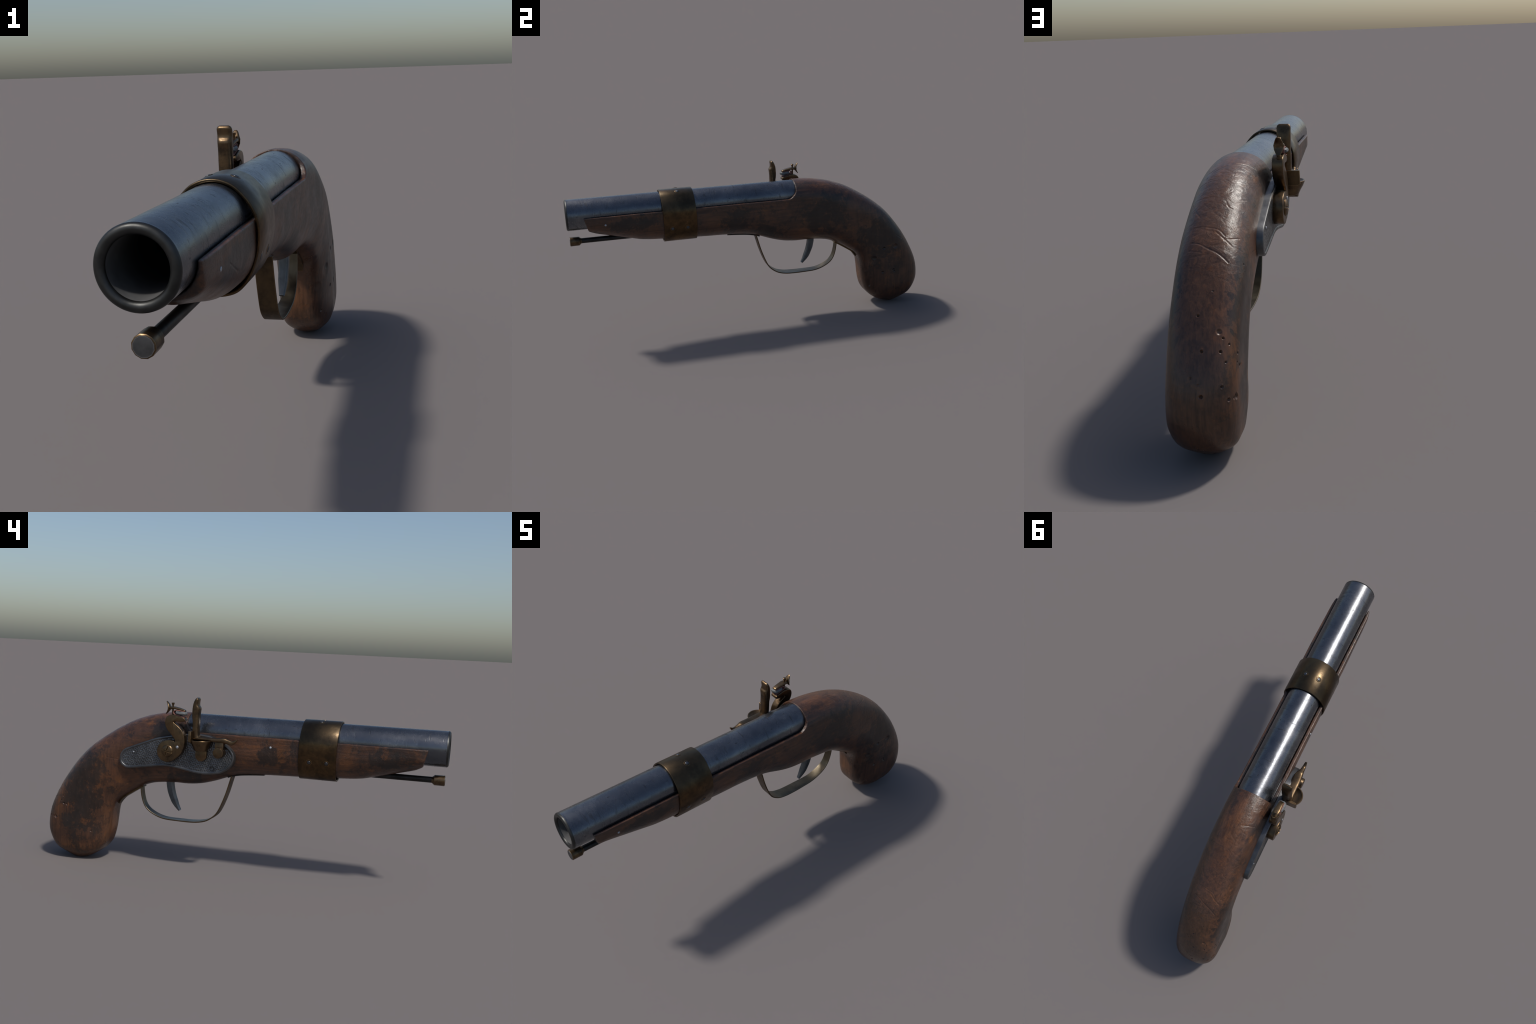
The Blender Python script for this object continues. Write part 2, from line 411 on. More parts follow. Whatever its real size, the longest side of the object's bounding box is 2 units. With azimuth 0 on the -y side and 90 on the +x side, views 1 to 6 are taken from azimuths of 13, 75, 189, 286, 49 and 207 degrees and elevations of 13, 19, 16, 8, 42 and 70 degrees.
# ------------------------------------------------------------------ stock
# bottom y, bottom z, top y, top z, half width on either side, bottom round share, top round share, roundness exponents
STATIONS = [
    (-0.888, 0.617, -0.935, 0.791, 0.093, 0.093, 0.25, 0.5, 2.3, 2.3, 2),
    (-0.88, 0.611, -0.908, 0.791, 0.096, 0.096, 0.28, 0.49, 2.2, 2.2, 2),
    (-0.85, 0.597, -0.868, 0.791, 0.0985, 0.0985, 0.36, 0.455, 2, 2, 2),
    (-0.79, 0.582, -0.794, 0.791, 0.0995, 0.0995, 0.4, 0.42, 2.05, 2.05, 2),
    (-0.68, 0.554, -0.68, 0.791, 0.1, 0.1, 0.43, 0.37, 2.05, 2.05, 2),
    (-0.606, 0.537, -0.606, 0.791, 0.1005, 0.1005, 0.45, 0.346, 2.05, 2.05, 2),
    (-0.5, 0.528, -0.5, 0.791, 0.1005, 0.1005, 0.46, 0.335, 2.05, 2.05, 2),
    (-0.32, 0.519, -0.32, 0.791, 0.101, 0.101, 0.47, 0.325, 2.05, 2.05, 2),
    (-0.14, 0.513, -0.14, 0.791, 0.101, 0.101, 0.47, 0.32, 2.05, 2.05, 2),
    (-0.036, 0.505, -0.036, 0.791, 0.101, 0.101, 0.47, 0.31, 2.1, 2.1, 2),
    (0.03, 0.491, 0.03, 0.791, 0.102, 0.102, 0.47, 0.3, 2.1, 2.1, 2),
    (0.114, 0.461, 0.114, 0.791, 0.103, 0.103, 0.47, 0.27, 2.1, 2.1, 2),
    (0.18, 0.443, 0.18, 0.791, 0.1035, 0.1035, 0.46, 0.255, 2.1, 2.1, 2),
    (0.25, 0.4355, 0.25, 0.791, 0.1045, 0.1045, 0.46, 0.25, 2.1, 2.1, 2),
    (0.315, 0.4355, 0.32, 0.7885, 0.1055, 0.105, 0.46, 0.27, 2.1, 2.1, 2.05),
    (0.39, 0.43, 0.4, 0.777, 0.1065, 0.1055, 0.46, 0.3, 2.15, 2.15, 2.1),
    (0.45, 0.418, 0.475, 0.759, 0.1085, 0.1065, 0.46, 0.34, 2.15, 2.15, 2.15),
    (0.515, 0.39, 0.555, 0.728, 0.1095, 0.1075, 0.46, 0.38, 2.74, 1.92, 2.2),
    (0.5615, 0.362, 0.63, 0.688, 0.1083, 0.108, 0.475, 0.385, 3.33, 1.7, 2.38),
    (0.5972, 0.338, 0.71, 0.635, 0.1062, 0.108, 0.468, 0.357, 3.91, 1.48, 2.49),
    (0.621, 0.312, 0.79, 0.57, 0.104, 0.1088, 0.46, 0.33, 4.5, 1.25, 2.6),
    (0.637, 0.272, 0.865, 0.481, 0.1035, 0.107, 0.45, 0.31, 4.5, 1.25, 2.65),
    (0.644, 0.22, 0.93, 0.381, 0.1035, 0.1053, 0.43, 0.3, 4.5, 1.25, 2.65),
    (0.65, 0.166, 0.984, 0.268, 0.1043, 0.1048, 0.43, 0.3, 4.5, 1.25, 2.65),
    (0.663, 0.115, 0.9995, 0.18, 0.105, 0.1053, 0.43, 0.3, 4.5, 1.25, 2.65),
    (0.678, 0.085, 0.99, 0.12, 0.1035, 0.1015, 0.43, 0.3, 4.5, 1.25, 2.65),
    (0.7074, 0.053, 0.962, 0.064, 0.0935, 0.0935, 0.44, 0.336, 4.04, 1.44, 2.5),
    (0.7435, 0.027, 0.925, 0.032, 0.071, 0.071, 0.455, 0.385, 3.3, 1.68, 2.23),
    (0.785, 0.006, 0.885, 0.007, 0.045, 0.044, 0.48, 0.48, 2, 2, 2),
    (0.815, -0.001, 0.855, -0.001, 0.028, 0.028, 0.48, 0.48, 2, 2, 2),
]

def stock_section(st, n=20):
    by, bz, ty, tz, wl, wr, a, b, pb, qb, nt = st
    B, T = np.array((by, bz)), np.array((ty, tz))
    pts = []
    def put(sx, v):
        p = B + (T - B)*v
        pts.append((CX + sx*(wl if sx > 0 else wr), p[0], p[1]))
    side = []
    for k in range(n+1):                       # bottom centre to side
        t = (math.pi/2)*k/n
        side.append((math.sin(t)**(2/pb), a - a*math.cos(t)**(2/qb) if k < n else a))
    for k in range(n+1):                       # side to top centre
        t = (math.pi/2)*k/n
        side.append((math.cos(t)**(2/nt) if k < n else 0.0, 1 - b + b*math.sin(t)**(2/nt)))
    for s, v in side:
        put(s, v)
    for s, v in reversed(side[1:-1]):
        put(-s, v)
    return pts

bm = bmesh.new()
add_rings(bm, [stock_section(s) for s in catmull(STATIONS, 5)])
stock = make_obj('stock', bm, None)

# cut away the wood over the barrel bed, leaving a small fillet at the breech
bed = [(-1.2, 0.703), (0.190, 0.7035)] + \
      catmull([(0.200, 0.705), (0.214, 0.713), (0.226, 0.725), (0.235, 0.738), (0.239, 0.755), (0.241, 0.785)], 3) + \
      [(0.2445, 0.84), (-1.2, 0.84)]
bm = bmesh.new()
add_rings(bm, [[(x, p[0], p[1]) for p in bed] for x in (-0.2, 0.3)])
cut1 = make_obj('bed_cutter', bm, None, flat=True)
bm = lathe([(0, 0.0845), (1.442, 0.0845)], (CX, -1.2, AZ), (0, 1, 0), 96)
cut2 = make_obj('channel_cutter', bm, None, flat=True)
for c in (cut1, cut2):
    md = stock.modifiers.new('cut', 'BOOLEAN')
    md.object = c
    md.operation = 'DIFFERENCE'
    md.solver = 'MANIFOLD'
rm = stock.modifiers.new('remesh', 'REMESH')
rm.mode = 'VOXEL'
rm.voxel_size = 0.0021
me = evaluated_mesh(stock)
stock.modifiers.clear()
stock.data = me
for c in (cut1, cut2):
    bpy.data.objects.remove(c)

bm = bmesh.new()
bm.from_mesh(me)
for _ in range(5):
    bmesh.ops.smooth_vert(bm, verts=bm.verts, factor=0.5, use_axis_x=True, use_axis_y=True, use_axis_z=True)
bm.normal_update()
bm.to_mesh(me)
bm.free()

nv = len(me.vertices)
V = np.empty(nv*3); me.vertices.foreach_get('co', V); V = V.reshape(-1, 3)
N = np.empty(nv*3); me.vertex_normals.foreach_get('vector', N); N = N.reshape(-1, 3)
D = np.zeros(nv)

#DENTS
def snap(p):
    """Nearest point of the carved surface."""
    return V[int(np.argmin(((V - np.array(p))**2).sum(1)))]

def dent(c, r, depth, rim=0.10):
    d = np.linalg.norm(V - snap(c), axis=1) / r
    D[:] -= depth*np.clip(1 - d**2, 0, 1)
    D[:] += depth*rim*np.exp(-((d-1.25)/0.25)**2) * (d < 2)

def gouge(path, width, depth):
    P = np.array(catmull([snap(p) for p in path], 5))
    near = np.nonzero(np.all((V > P.min(0) - width) & (V < P.max(0) + width), axis=1))[0]
    if not len(near):
        return
    Q = V[near]
    best = np.full(len(near), 9.0)
    for a, b in zip(P[:-1], P[1:]):
        ab = b - a
        t = np.clip(((Q - a) @ ab)/(ab @ ab + 1e-12), 0, 1)
        best = np.minimum(best, np.linalg.norm(Q - (a + t[:, None]*ab), axis=1)/width)
    taper = np.clip(1 - best, 0, 1)
    D[near] = np.minimum(D[near], -depth*taper)

# worm holes and knocks in the grip: centre, radius, depth
DENTS = [
    ((0.0505, 0.8958, 0.4368), 0.0046, 0.006), ((-0.0071, 0.9093, 0.3934), 0.0084, 0.0035),
    ((-0.0169, 0.9112, 0.3772), 0.0040, 0.005), ((-0.0302, 0.9066, 0.3592), 0.0036, 0.004),
    ((0.0340, 0.9452, 0.3517), 0.0050, 0.006), ((-0.0127, 0.9312, 0.3459), 0.0050, 0.006),
    ((-0.0466, 0.8885, 0.3263), 0.0042, 0.005), ((-0.0244, 0.9348, 0.3168), 0.0036, 0.004),
    ((-0.0467, 0.8987, 0.3028), 0.0034, 0.003), ((-0.0522, 0.8689, 0.2853), 0.0055, 0.004),
    ((0.0616, 0.9768, 0.2860), 0.0034, 0.003), ((-0.0190, 0.9649, 0.2574), 0.0046, 0.005),
    ((0.0336, 0.9917, 0.2376), 0.0060, 0.007), ((-0.0321, 0.9597, 0.2201), 0.0056, 0.006),
    ((-0.0470, 0.9286, 0.2136), 0.0085, 0.006), ((-0.0440, 0.9310, 0.2200), 0.0070, 0.003),
    ((0.0167, 0.8526, 0.4927), 0.0032, 0.003), ((-0.0474, 0.7444, 0.5387), 0.0032, 0.003),
    ((0.0413, 0.9834, 0.2688), 0.0030, 0.002),
    ((0.1651, 0.7631, 0.3579), 0.0088, 0.006), ((0.1646, 0.8354, 0.3651), 0.0147, 0.005),
    ((0.1653, 0.7560, 0.2097), 0.0073, 0.006), ((0.1660, 0.8270, 0.2190), 0.0072, 0.005),
    ((0.1660, 0.8310, 0.2090), 0.0062, 0.004), ((0.1281, 0.6867, 0.1264), 0.0065, 0.004),
    ((0.1443, 0.7194, 0.0927), 0.0140, 0.002), ((0.1570, 0.6970, 0.2879), 0.0270, 0.002),
    ((0.1580, 0.7050, 0.3010), 0.0130, 0.003), ((0.1167, 0.6573, 0.2316), 0.0180, 0.0015),
    ((-0.0507, 0.8844, 0.2896), 0.0062, 0.005), ((-0.0423, 0.9414, 0.2177), 0.0060, 0.003),
    ((-0.0475, 0.7359, 0.1585), 0.0050, 0.003)]
# knife cuts and cracks: path, half width, depth
GOUGES = [
    ([(0.0311, 0.7173, 0.6284), (0.009, 0.7288, 0.6143), (-0.0052, 0.7353, 0.6024), (-0.0189, 0.7399, 0.5883)], 0.0042, 0.0026),
    ([(0.0977, 0.7438, 0.601), (0.0717, 0.7523, 0.6016), (0.0419, 0.7673, 0.5904), (0.0141, 0.7749, 0.5791), (-0.0132, 0.7843, 0.5549)], 0.0042, 0.0028),
    ([(0.0968, 0.6988, 0.6342), (0.0679, 0.7034, 0.6387), (0.0258, 0.7095, 0.6333), (0.0034, 0.723, 0.6162)], 0.0036, 0.0017),
    ([(0.1298, 0.5877, 0.6753), (0.1069, 0.637, 0.6684), (0.0873, 0.6687, 0.6581)], 0.0034, 0.0018),
    ([(0.0244, 0.3972, 0.775), (-0.0031, 0.3858, 0.7672), (-0.0267, 0.3746, 0.7519)], 0.0034, 0.0020),
    ([(0.1001, 0.765, 0.5828), (0.0637, 0.776, 0.5826)], 0.0034, 0.0016),
    ([(0.0204, 0.6086, 0.6968), (0.0103, 0.6264, 0.6831), (-0.0002, 0.6287, 0.6766)], 0.0034, 0.0020),
    ([(-0.0159, 0.5816, 0.6917), (-0.032, 0.5565, 0.6864)], 0.0032, 0.0016),
    ([(0.0396, 0.7436, 0.6096), (-0.0101, 0.7252, 0.6066), (-0.0318, 0.7008, 0.602)], 0.0032, 0.0016),
    ([(0.1256, 0.508, 0.7166), (0.0929, 0.5164, 0.736), (0.0483, 0.5188, 0.7433)], 0.0030, 0.0013),
    ([(-0.0582, 0.6508, 0.5466), (-0.0585, 0.5881, 0.541)], 0.0032, 0.0020),
    ([(0.152, 0.8455, 0.4285), (0.1388, 0.8846, 0.3997)], 0.0032, 0.0020),
    ([(0.1478, -0.7368, 0.655), (0.1468, -0.6983, 0.6375), (0.1445, -0.6586, 0.6207)], 0.0032, 0.0018),
    ([(0.1050, 0.480, 0.742), (0.0880, 0.545, 0.727), (0.0820, 0.570, 0.717)], 0.0030, 0.0014)]
# crowded fine creases on the shoulder of the grip
for _ in range(34):
    cy = random.uniform(0.42, 0.80)
    k = random.uniform(-0.75, 0.75)
    ln = random.uniform(0.012, 0.035)
    top = np.interp(cy, [0.40, 0.475, 0.555, 0.63, 0.71, 0.79, 0.865], [0.777, 0.759, 0.728, 0.688, 0.635, 0.570, 0.481])
    tx = CX + 0.075*k
    tz = top - 0.022*k*k
    a = random.uniform(-0.9, 0.9)
    GOUGES.append(([(tx - ln*math.cos(a), cy - ln*math.sin(a)*0.8, tz + ln*math.sin(a)*0.55), (tx, cy + 0.003, tz),
                    (tx + ln*math.cos(a), cy + ln*math.sin(a)*0.8, tz - ln*math.sin(a)*0.55)], 0.0060, random.uniform(0.0006, 0.0013)))
for c, r, dp in DENTS:
    dent(c, r, dp)
for path, w, dp in GOUGES:
    gouge(path, w, dp*0.55)

# slow, hand-carved unevenness of the surface
und = np.array([mnoise.noise(Vector(p)*7.0) for p in V[::1]])
D += und*0.0012
V += N*D[:, None]
V[:, 2] = np.maximum(V[:, 2], 0.0)
me.vertices.foreach_set('co', V.ravel())
me.update()
me.materials.clear()
me.materials.append(M_WOOD)
me.shade_smooth()
stock.parent = root

# bright pins through the stock
def stud(name, c, axis, r, h, mat, parent):
    bm = lathe([(-0.006, r), (0, r), (h*0.6, r*0.85), (h*0.95, r*0.45), (h, 0.0)], c, axis, 20)
    return make_obj(name, bm, mat, parent, 60)

def pin(c, sx):
    return stud('stock_pin', c, (sx, 0, 0), 0.0055, 0.0022, M_PIN, stock)
pin((CX+0.0985, -0.803, 0.660), 1)
pin((CX-0.1012, -0.186, 0.659), -1)

# ------------------------------------------------------------------ barrel
R = 0.0818
outer = []
for k in range(0, 9):                        # rounded muzzle lip
    a = math.pi*k/8
    outer.append((0.0105 - 0.0105*math.sin(a), 0.0716 - 0.0112*math.cos(a)))
bm = lathe([(0.0100, 0.0824), (0.0115, 0.0827), (0.0150, 0.0822), (0.0175, 0.0824), (0.30, R), (0.60, R), (0.90, R), (1.2525, R), (1.2526, 0.0)], (CX, -1.0, AZ), (0, 1, 0), 96, cap0=False, cap1=False)
barrel = make_obj('barrel', bm, M_BARREL, root, 45)
bm = lathe([(d, min(r, 0.0826)) for d, r in outer] + [(0.0100, 0.0824)], (CX, -1.0, AZ), (0, 1, 0), 96, cap0=False, cap1=False)
lip = make_obj('muzzle_lip', bm, M_LIP, barrel, 60)
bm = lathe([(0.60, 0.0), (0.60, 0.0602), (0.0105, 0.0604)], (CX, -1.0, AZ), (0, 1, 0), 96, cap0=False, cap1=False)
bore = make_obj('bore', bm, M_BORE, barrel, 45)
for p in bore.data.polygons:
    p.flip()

# ------------------------------------------------------------------ barrel band
half = [(0.000, 0.7975), (0.020, 0.7955), (0.040, 0.7890), (0.056, 0.7800), (0.073, 0.7640), (0.090, 0.7430),
        (0.1020, 0.7200), (0.1085, 0.6980), (0.1105, 0.6700), (0.1090, 0.6450), (0.1035, 0.6150),
        (0.0885, 0.5720), (0.0680, 0.5400), (0.0415, 0.5200), (0.000, 0.5120)]
loop = half + [(-a, z) for a, z in reversed(half[1:-1])]
loop = np.array(catmull(loop, 4, closed=True))
def band_pt(i, y, d, k):
    """y shift: the band is slightly skewed (its underside sits further back)."""
    q = inset_poly(loop, d)
    sk = np.interp(q[:, 1], [0.51, 0.80], [0.006, -0.004])
    wid = 1 + 0.0*k
    return [(CX + a*wid, y + s*k, z) for (a, z), s in zip(q, sk)]
y0, y1, th = -0.502, -0.323, 0.0075
rings = []
for y, d in ((y0+0.0020, th), (y0+0.0004, th*0.72), (y0, th*0.45), (y0+0.0008, th*0.15), (y0+0.0025, 0.0),
             (y1-0.0025, 0.0), (y1-0.0008, th*0.15), (y1, th*0.45), (y1-0.0004, th*0.72), (y1-0.0020, th)):
    rings.append(band_pt(0, y, d, 1.0))
rings.append(rings[0])
bm = bmesh.new()
add_rings(bm, rings, False, False)
bmesh.ops.remove_doubles(bm, verts=bm.verts, dist=1e-5)
band = make_obj('barrel_band', bm, M_BAND, root, 50)

def band_surface(side, z):
    """x and outward normal of the band at height z on one side."""
    q = loop[loop[:, 0] > 0]
    i = int(np.argmin(abs(q[:, 1] - z)))
    t = q[min(i+1, len(q)-1)] - q[max(i-1, 0)]
    n = np.array([-t[1], t[0]]); n /= np.linalg.norm(n)
    if n[0] < 0: n = -n
    return q[i], n
def rivet(xo, y, z, nrm, r=0.0085):
    bm = lathe([(-0.004, r*1.75), (0.0002, r*1.7), (0.0010, r*1.45), (0.0012, r*1.05)], (CX+xo, y, z), nrm, 24, cap1=False)
    make_obj('rivet_seat', bm, M_BAND, band, 60)
    bm = lathe([(-0.004, r), (0.0012, r), (0.0022, r*0.85), (0.0028, r*0.45), (0.0030, 0.0)], (CX+xo, y, z), nrm, 20)
    make_obj('rivet', bm, M_RIVET, band, 60)
for s in (1, -1):
    q, n = band_surface(s, 0.607)
    for y in (-0.455, -0.373):
        rivet(s*q[0], y, q[1], (s*n[0], 0, n[1]))
    a = math.radians(24.0)
    rivet(s*0.0350, -0.410, 0.7912, (s*math.sin(a), 0, math.cos(a)), 0.0080)

# ------------------------------------------------------------------ ramrod
rod = make_obj('ramrod', lathe([(0, 0.0140), (0.60, 0.0140)], (CX+0.001, -0.932, 0.560), (0, 1, 0.0), 20), M_ROD, root, 40)
rt = lathe([(0.0, 0.0225), (0.0015, 0.0245), (0.047, 0.0240), (0.057, 0.0150), (0.060, 0.0140)], (CX+0.001, -0.989, 0.5600), (0, 1, 0), 12)
tip = make_obj('ramrod_tip', rt, M_BRASS, rod, 30)
make_obj('ramrod_end', lathe([(0, 0.0215), (0.003, 0.0220)], (CX+0.001, -0.9898, 0.5600), (0, 1, 0), 12), M_RODEND, rod, 30)

# ------------------------------------------------------------------ trigger guard and trigger
gpath = catmull([(0.501, 0.406), (0.494, 0.353), (0.480, 0.311), (0.455, 0.2815), (0.411, 0.2585), (0.364, 0.2470),
                 (0.300, 0.2450), (0.240, 0.2450), (0.190, 0.2485), (0.145, 0.260), (0.108, 0.284), (0.086, 0.310),
                 (0.066, 0.352), (0.046, 0.406), (0.031, 0.458), (0.021, 0.494)], 5)
guard = make_obj('trigger_guard', strip(gpath, [0.0200, 0.0205, 0.0240, 0.0285, 0.0300, 0.0300, 0.0295, 0.0290], 0.0062, bm=None), M_GUARD, root, 40)
guard.data.materials.append(M_GUARD_IN)
for p in guard.data.polygons:
    if p.normal.y*(0.27-p.center.y) + p.normal.z*(0.37-p.center.z) > 0.55*math.hypot(0.27-p.center.y, 0.37-p.center.z):
        p.material_index = 1
front = catmull([(-0.142, 0.5145), (-0.09, 0.5110), (-0.036, 0.5060), (0.0, 0.5000), (0.030, 0.4920), (0.040, 0.488)], 4)
make_obj('front_tang', strip(front, [0.0250, 0.0270, 0.0285], [0.006, 0.006, 0.007]), M_ROD, guard, 40)
rear = catmull([(0.488, 0.402), (0.515, 0.3875), (0.560, 0.3595), (0.595, 0.3355), (0.613, 0.315), (0.622, 0.300)], 4)
make_obj('rear_tang', strip(rear, [0.0205, 0.0225, 0.0220, 0.0160], [0.009, 0.009, 0.007]), M_GUARD, guard, 40)
tpath = catmull([(0.349, 0.445), (0.346, 0.415), (0.339, 0.383), (0.326, 0.348), (0.310, 0.318), (0.293, 0.294)], 4)
trig = make_obj('trigger', strip(tpath, [0.0175, 0.0170, 0.0155, 0.0095], [0.034, 0.033, 0.028, 0.012], bm=None, rim=0.005), M_TRIGGER, root, 40)

# ------------------------------------------------------------------ lock plate
plate_out = [(0.571, 0.546), (0.566, 0.573), (0.545, 0.599), (0.488, 0.624), (0.435, 0.645), (0.378, 0.666),
             (0.303, 0.683), (0.241, 0.694), (0.192, 0.698), (0.144, 0.698), (0.096, 0.691), (0.063, 0.677),
             (0.031, 0.661), (0.004, 0.641), (-0.013, 0.619), (-0.018, 0.599), (-0.013, 0.573), (0.006, 0.547),
             (0.031, 0.528), (0.059, 0.516), (0.120, 0.508), (0.169, 0.509), (0.218, 0.517), (0.264, 0.525),
             (0.317, 0.530), (0.364, 0.527), (0.451, 0.514), (0.525, 0.505), (0.553, 0.514), (0.567, 0.529)]
outl = catmull(plate_out, 5, closed=True)
bm = bmesh.new()
rings = []
for x, d in ((-0.030, -0.0005), (-0.0745, 0.0), (-0.0785, 0.0015), (-0.0800, 0.0045), (-0.0800, 0.0085),
             (-0.0785, 0.0110), (-0.0772, 0.0125)):
    rings.append([(x, p[0], p[1]) for p in inset_poly(outl, d)])
add_rings(bm, rings, True, False)
plate = make_obj('lock_plate', bm, M_PLATE, root, 35)
bm = bmesh.new()
add_rings(bm, [[(-0.070, p[0], p[1]) for p in inset_poly(outl, 0.0105)], [(-0.0772, p[0], p[1]) for p in inset_poly(outl, 0.0110)]])
make_obj('plate_panel', bm, M_HAMMERED, plate, 35)
make_obj('plate_screw', lathe([(-0.004, 0.0048), (0.0006, 0.0046), (0.0018, 0.0035), (0.0022, 0.0)], (-0.0772, 0.497, 0.5875), (-1, 0, 0), 20), M_PIN, plate, 60)
ring = [(-0.002, 0.0125), (0.0012, 0.0120), (0.0018, 0.0100), (0.0004, 0.0075), (-0.0008, 0.0060), (-0.0010, 0.0)]
make_obj('plate_screw_seat', lathe([(-0.002, 0.0085), (0.0005, 0.0082), (0.0003, 0.0060)], (-0.0772, 0.4965, 0.5872), (-1, 0, 0), 24), M_HOLE, plate, 60)
make_obj('plate_screw_hole', lathe(ring, (-0.0772, 0.090, 0.538), (-1, 0, 0), 24, cap1=False), M_HOLE, plate, 60)

# ------------------------------------------------------------------ hammer
ham = [(0.272, 0.657), (0.281, 0.661), (0.307, 0.663), (0.336, 0.653), (0.355, 0.633), (0.361, 0.608), (0.356, 0.584),
       (0.341, 0.566), (0.323, 0.558), (0.305, 0.556), (0.284, 0.563), (0.259, 0.581), (0.238, 0.603), (0.226, 0.628),
       (0.2215, 0.646), (0.2205, 0.668), (0.227, 0.695), (0.241, 0.718), (0.261, 0.736), (0.276, 0.746), (0.281, 0.751),
       (0.273, 0.755), (0.252, 0.754), (0.233, 0.755), (0.223, 0.760), (0.224, 0.769), (0.233, 0.7755), (0.253, 0.781),
       (0.267, 0.785), (0.282, 0.787), (0.298, 0.784), (0.313, 0.777), (0.321, 0.766), (0.324, 0.749), (0.321, 0.730),
       (0.312, 0.713), (0.299, 0.699), (0.285, 0.684), (0.274, 0.671), (0.2695, 0.662)]
bm = x_slab(catmull(ham, 3, closed=True), -0.0735, -0.1115, 0.0035, 3)
hammer = make_obj('hammer', bm, M_BRASS, root, 40)
hc = (-0.1115, 0.3065, 0.6115)
# domed screw with a crossed slot
bm = bmesh.new()
nr, ns = 14, 96
rings = []
for i in range(nr+1):
    rr = 0.0285*(1 - i/nr) + 0.0002
    row = []
    for k in range(ns):
        a = 2*math.pi*k/ns
        dy, dz = rr*math.cos(a), rr*math.sin(a)
        h = 0.0105*math.sqrt(max(0.0, 1 - (rr/0.0290)**2)) ** 0.8
        u, v = dy*math.cos(0.25)+dz*math.sin(0.25), -dy*math.sin(0.25)+dz*math.cos(0.25)
        s = min(abs(u), abs(v))
        if s < 0.0034:
            h = min(h, 0.0035 + max(0, (s-0.0020))*3.0) if rr < 0.027 else h*0.5
        row.append((hc[0] - h, hc[1]+dy, hc[2]+dz))
    rings.append(row)
rings.insert(0, [(hc[0]+0.004, p[1], p[2]) for p in rings[0]])
add_rings(bm, rings)
make_obj('hammer_screw', bm, M_BRASS, hammer, 35)
make_obj('hammer_pin', lathe([(-0.004, 0.0072), (0.0005, 0.0072), (0.0018, 0.0055), (0.0022, 0.0)], (-0.1115, 0.2570, 0.6325), (-1, 0, 0), 20), M_PIN, hammer, 60)

# upper jaw with a flared two-pointed tail
JX = -0.0955
up = catmull([(0.2245, 0.8075), (0.229, 0.8115), (0.244, 0.817), (0.260, 0.8205), (0.277, 0.8240), (0.290, 0.8245), (0.303, 0.8225), (0.313, 0.8205)], 3)
lo = catmull([(0.2245, 0.8055), (0.229, 0.8035), (0.244, 0.8055), (0.260, 0.8085), (0.277, 0.8115), (0.290, 0.8110), (0.303, 0.8090), (0.313, 0.8110)], 3)
wid = np.interp(np.linspace(0, 1, len(up)), [0, 0.06, 0.2, 0.55, 0.72, 0.9, 1.0], [0.0070, 0.0105, 0.0120, 0.0155, 0.0145, 0.0105, 0.0110])
rings = []
for a, b, w in zip(up, lo, wid):
    c, h = (a+b)/2, (a[1]-b[1])/2
    row = []
    for k in range(20):
        t = 2*math.pi*k/20
        ct, st = math.cos(t), math.sin(t)
        row.append((JX + w*math.copysign(abs(ct)**0.6, ct), c[0], c[1] + h*math.copysign(abs(st)**0.75, st)))
    rings.append(row)
bm = bmesh.new()
add_rings(bm, rings)
jaw = make_obj('upper_jaw', bm, M_BRASS, hammer, 60)
tailc = catmull([(0.3215, 0.8475), (0.3160, 0.8400), (0.3100, 0.8300), (0.3075, 0.8200), (0.3085, 0.8110), (0.3140, 0.8000), (0.3235, 0.7880)], 4)
tw = np.interp(np.linspace(0, 1, len(tailc)), [0, 0.05, 0.25, 0.5, 0.75, 0.95, 1], [0.0045, 0.0070, 0.0125, 0.0180, 0.0160, 0.0085, 0.0060])
tt = np.interp(np.linspace(0, 1, len(tailc)), [0, 0.1, 0.3, 0.5, 0.7, 0.9, 1], [0.0035, 0.006, 0.0085, 0.012, 0.0095, 0.006, 0.003])
bm = bmesh.new()
rings = []
for i, p in enumerate(tailc):
    t = tailc[min(i+1, len(tailc)-1)] - tailc[max(i-1, 0)]
    t /= np.linalg.norm(t)
    nn = np.array([-t[1], t[0]])
    row = []
    for k in range(20):
        a = 2*math.pi*k/20
        ca, sa = math.cos(a), math.sin(a)
        o = nn*(tt[i]/2)*math.copysign(abs(sa)**0.8, sa)
        row.append((JX - 0.0015 + tw[i]*math.copysign(abs(ca)**0.7, ca), p[0]+o[0], p[1]+o[1]))
    rings.append(row)
add_rings(bm, rings)
make_obj('jaw_tail', bm, M_BRASS, jaw, 60)
make_obj('jaw_screw', lathe([(0, 0.0046), (0.045, 0.0042), (0.050, 0.0050), (0.055, 0.0070), (0.0595, 0.0072), (0.0605, 0.0060)], (-0.0965, 0.2905, 0.782), (0, 0, 1), 18), M_BRASS, hammer, 40)

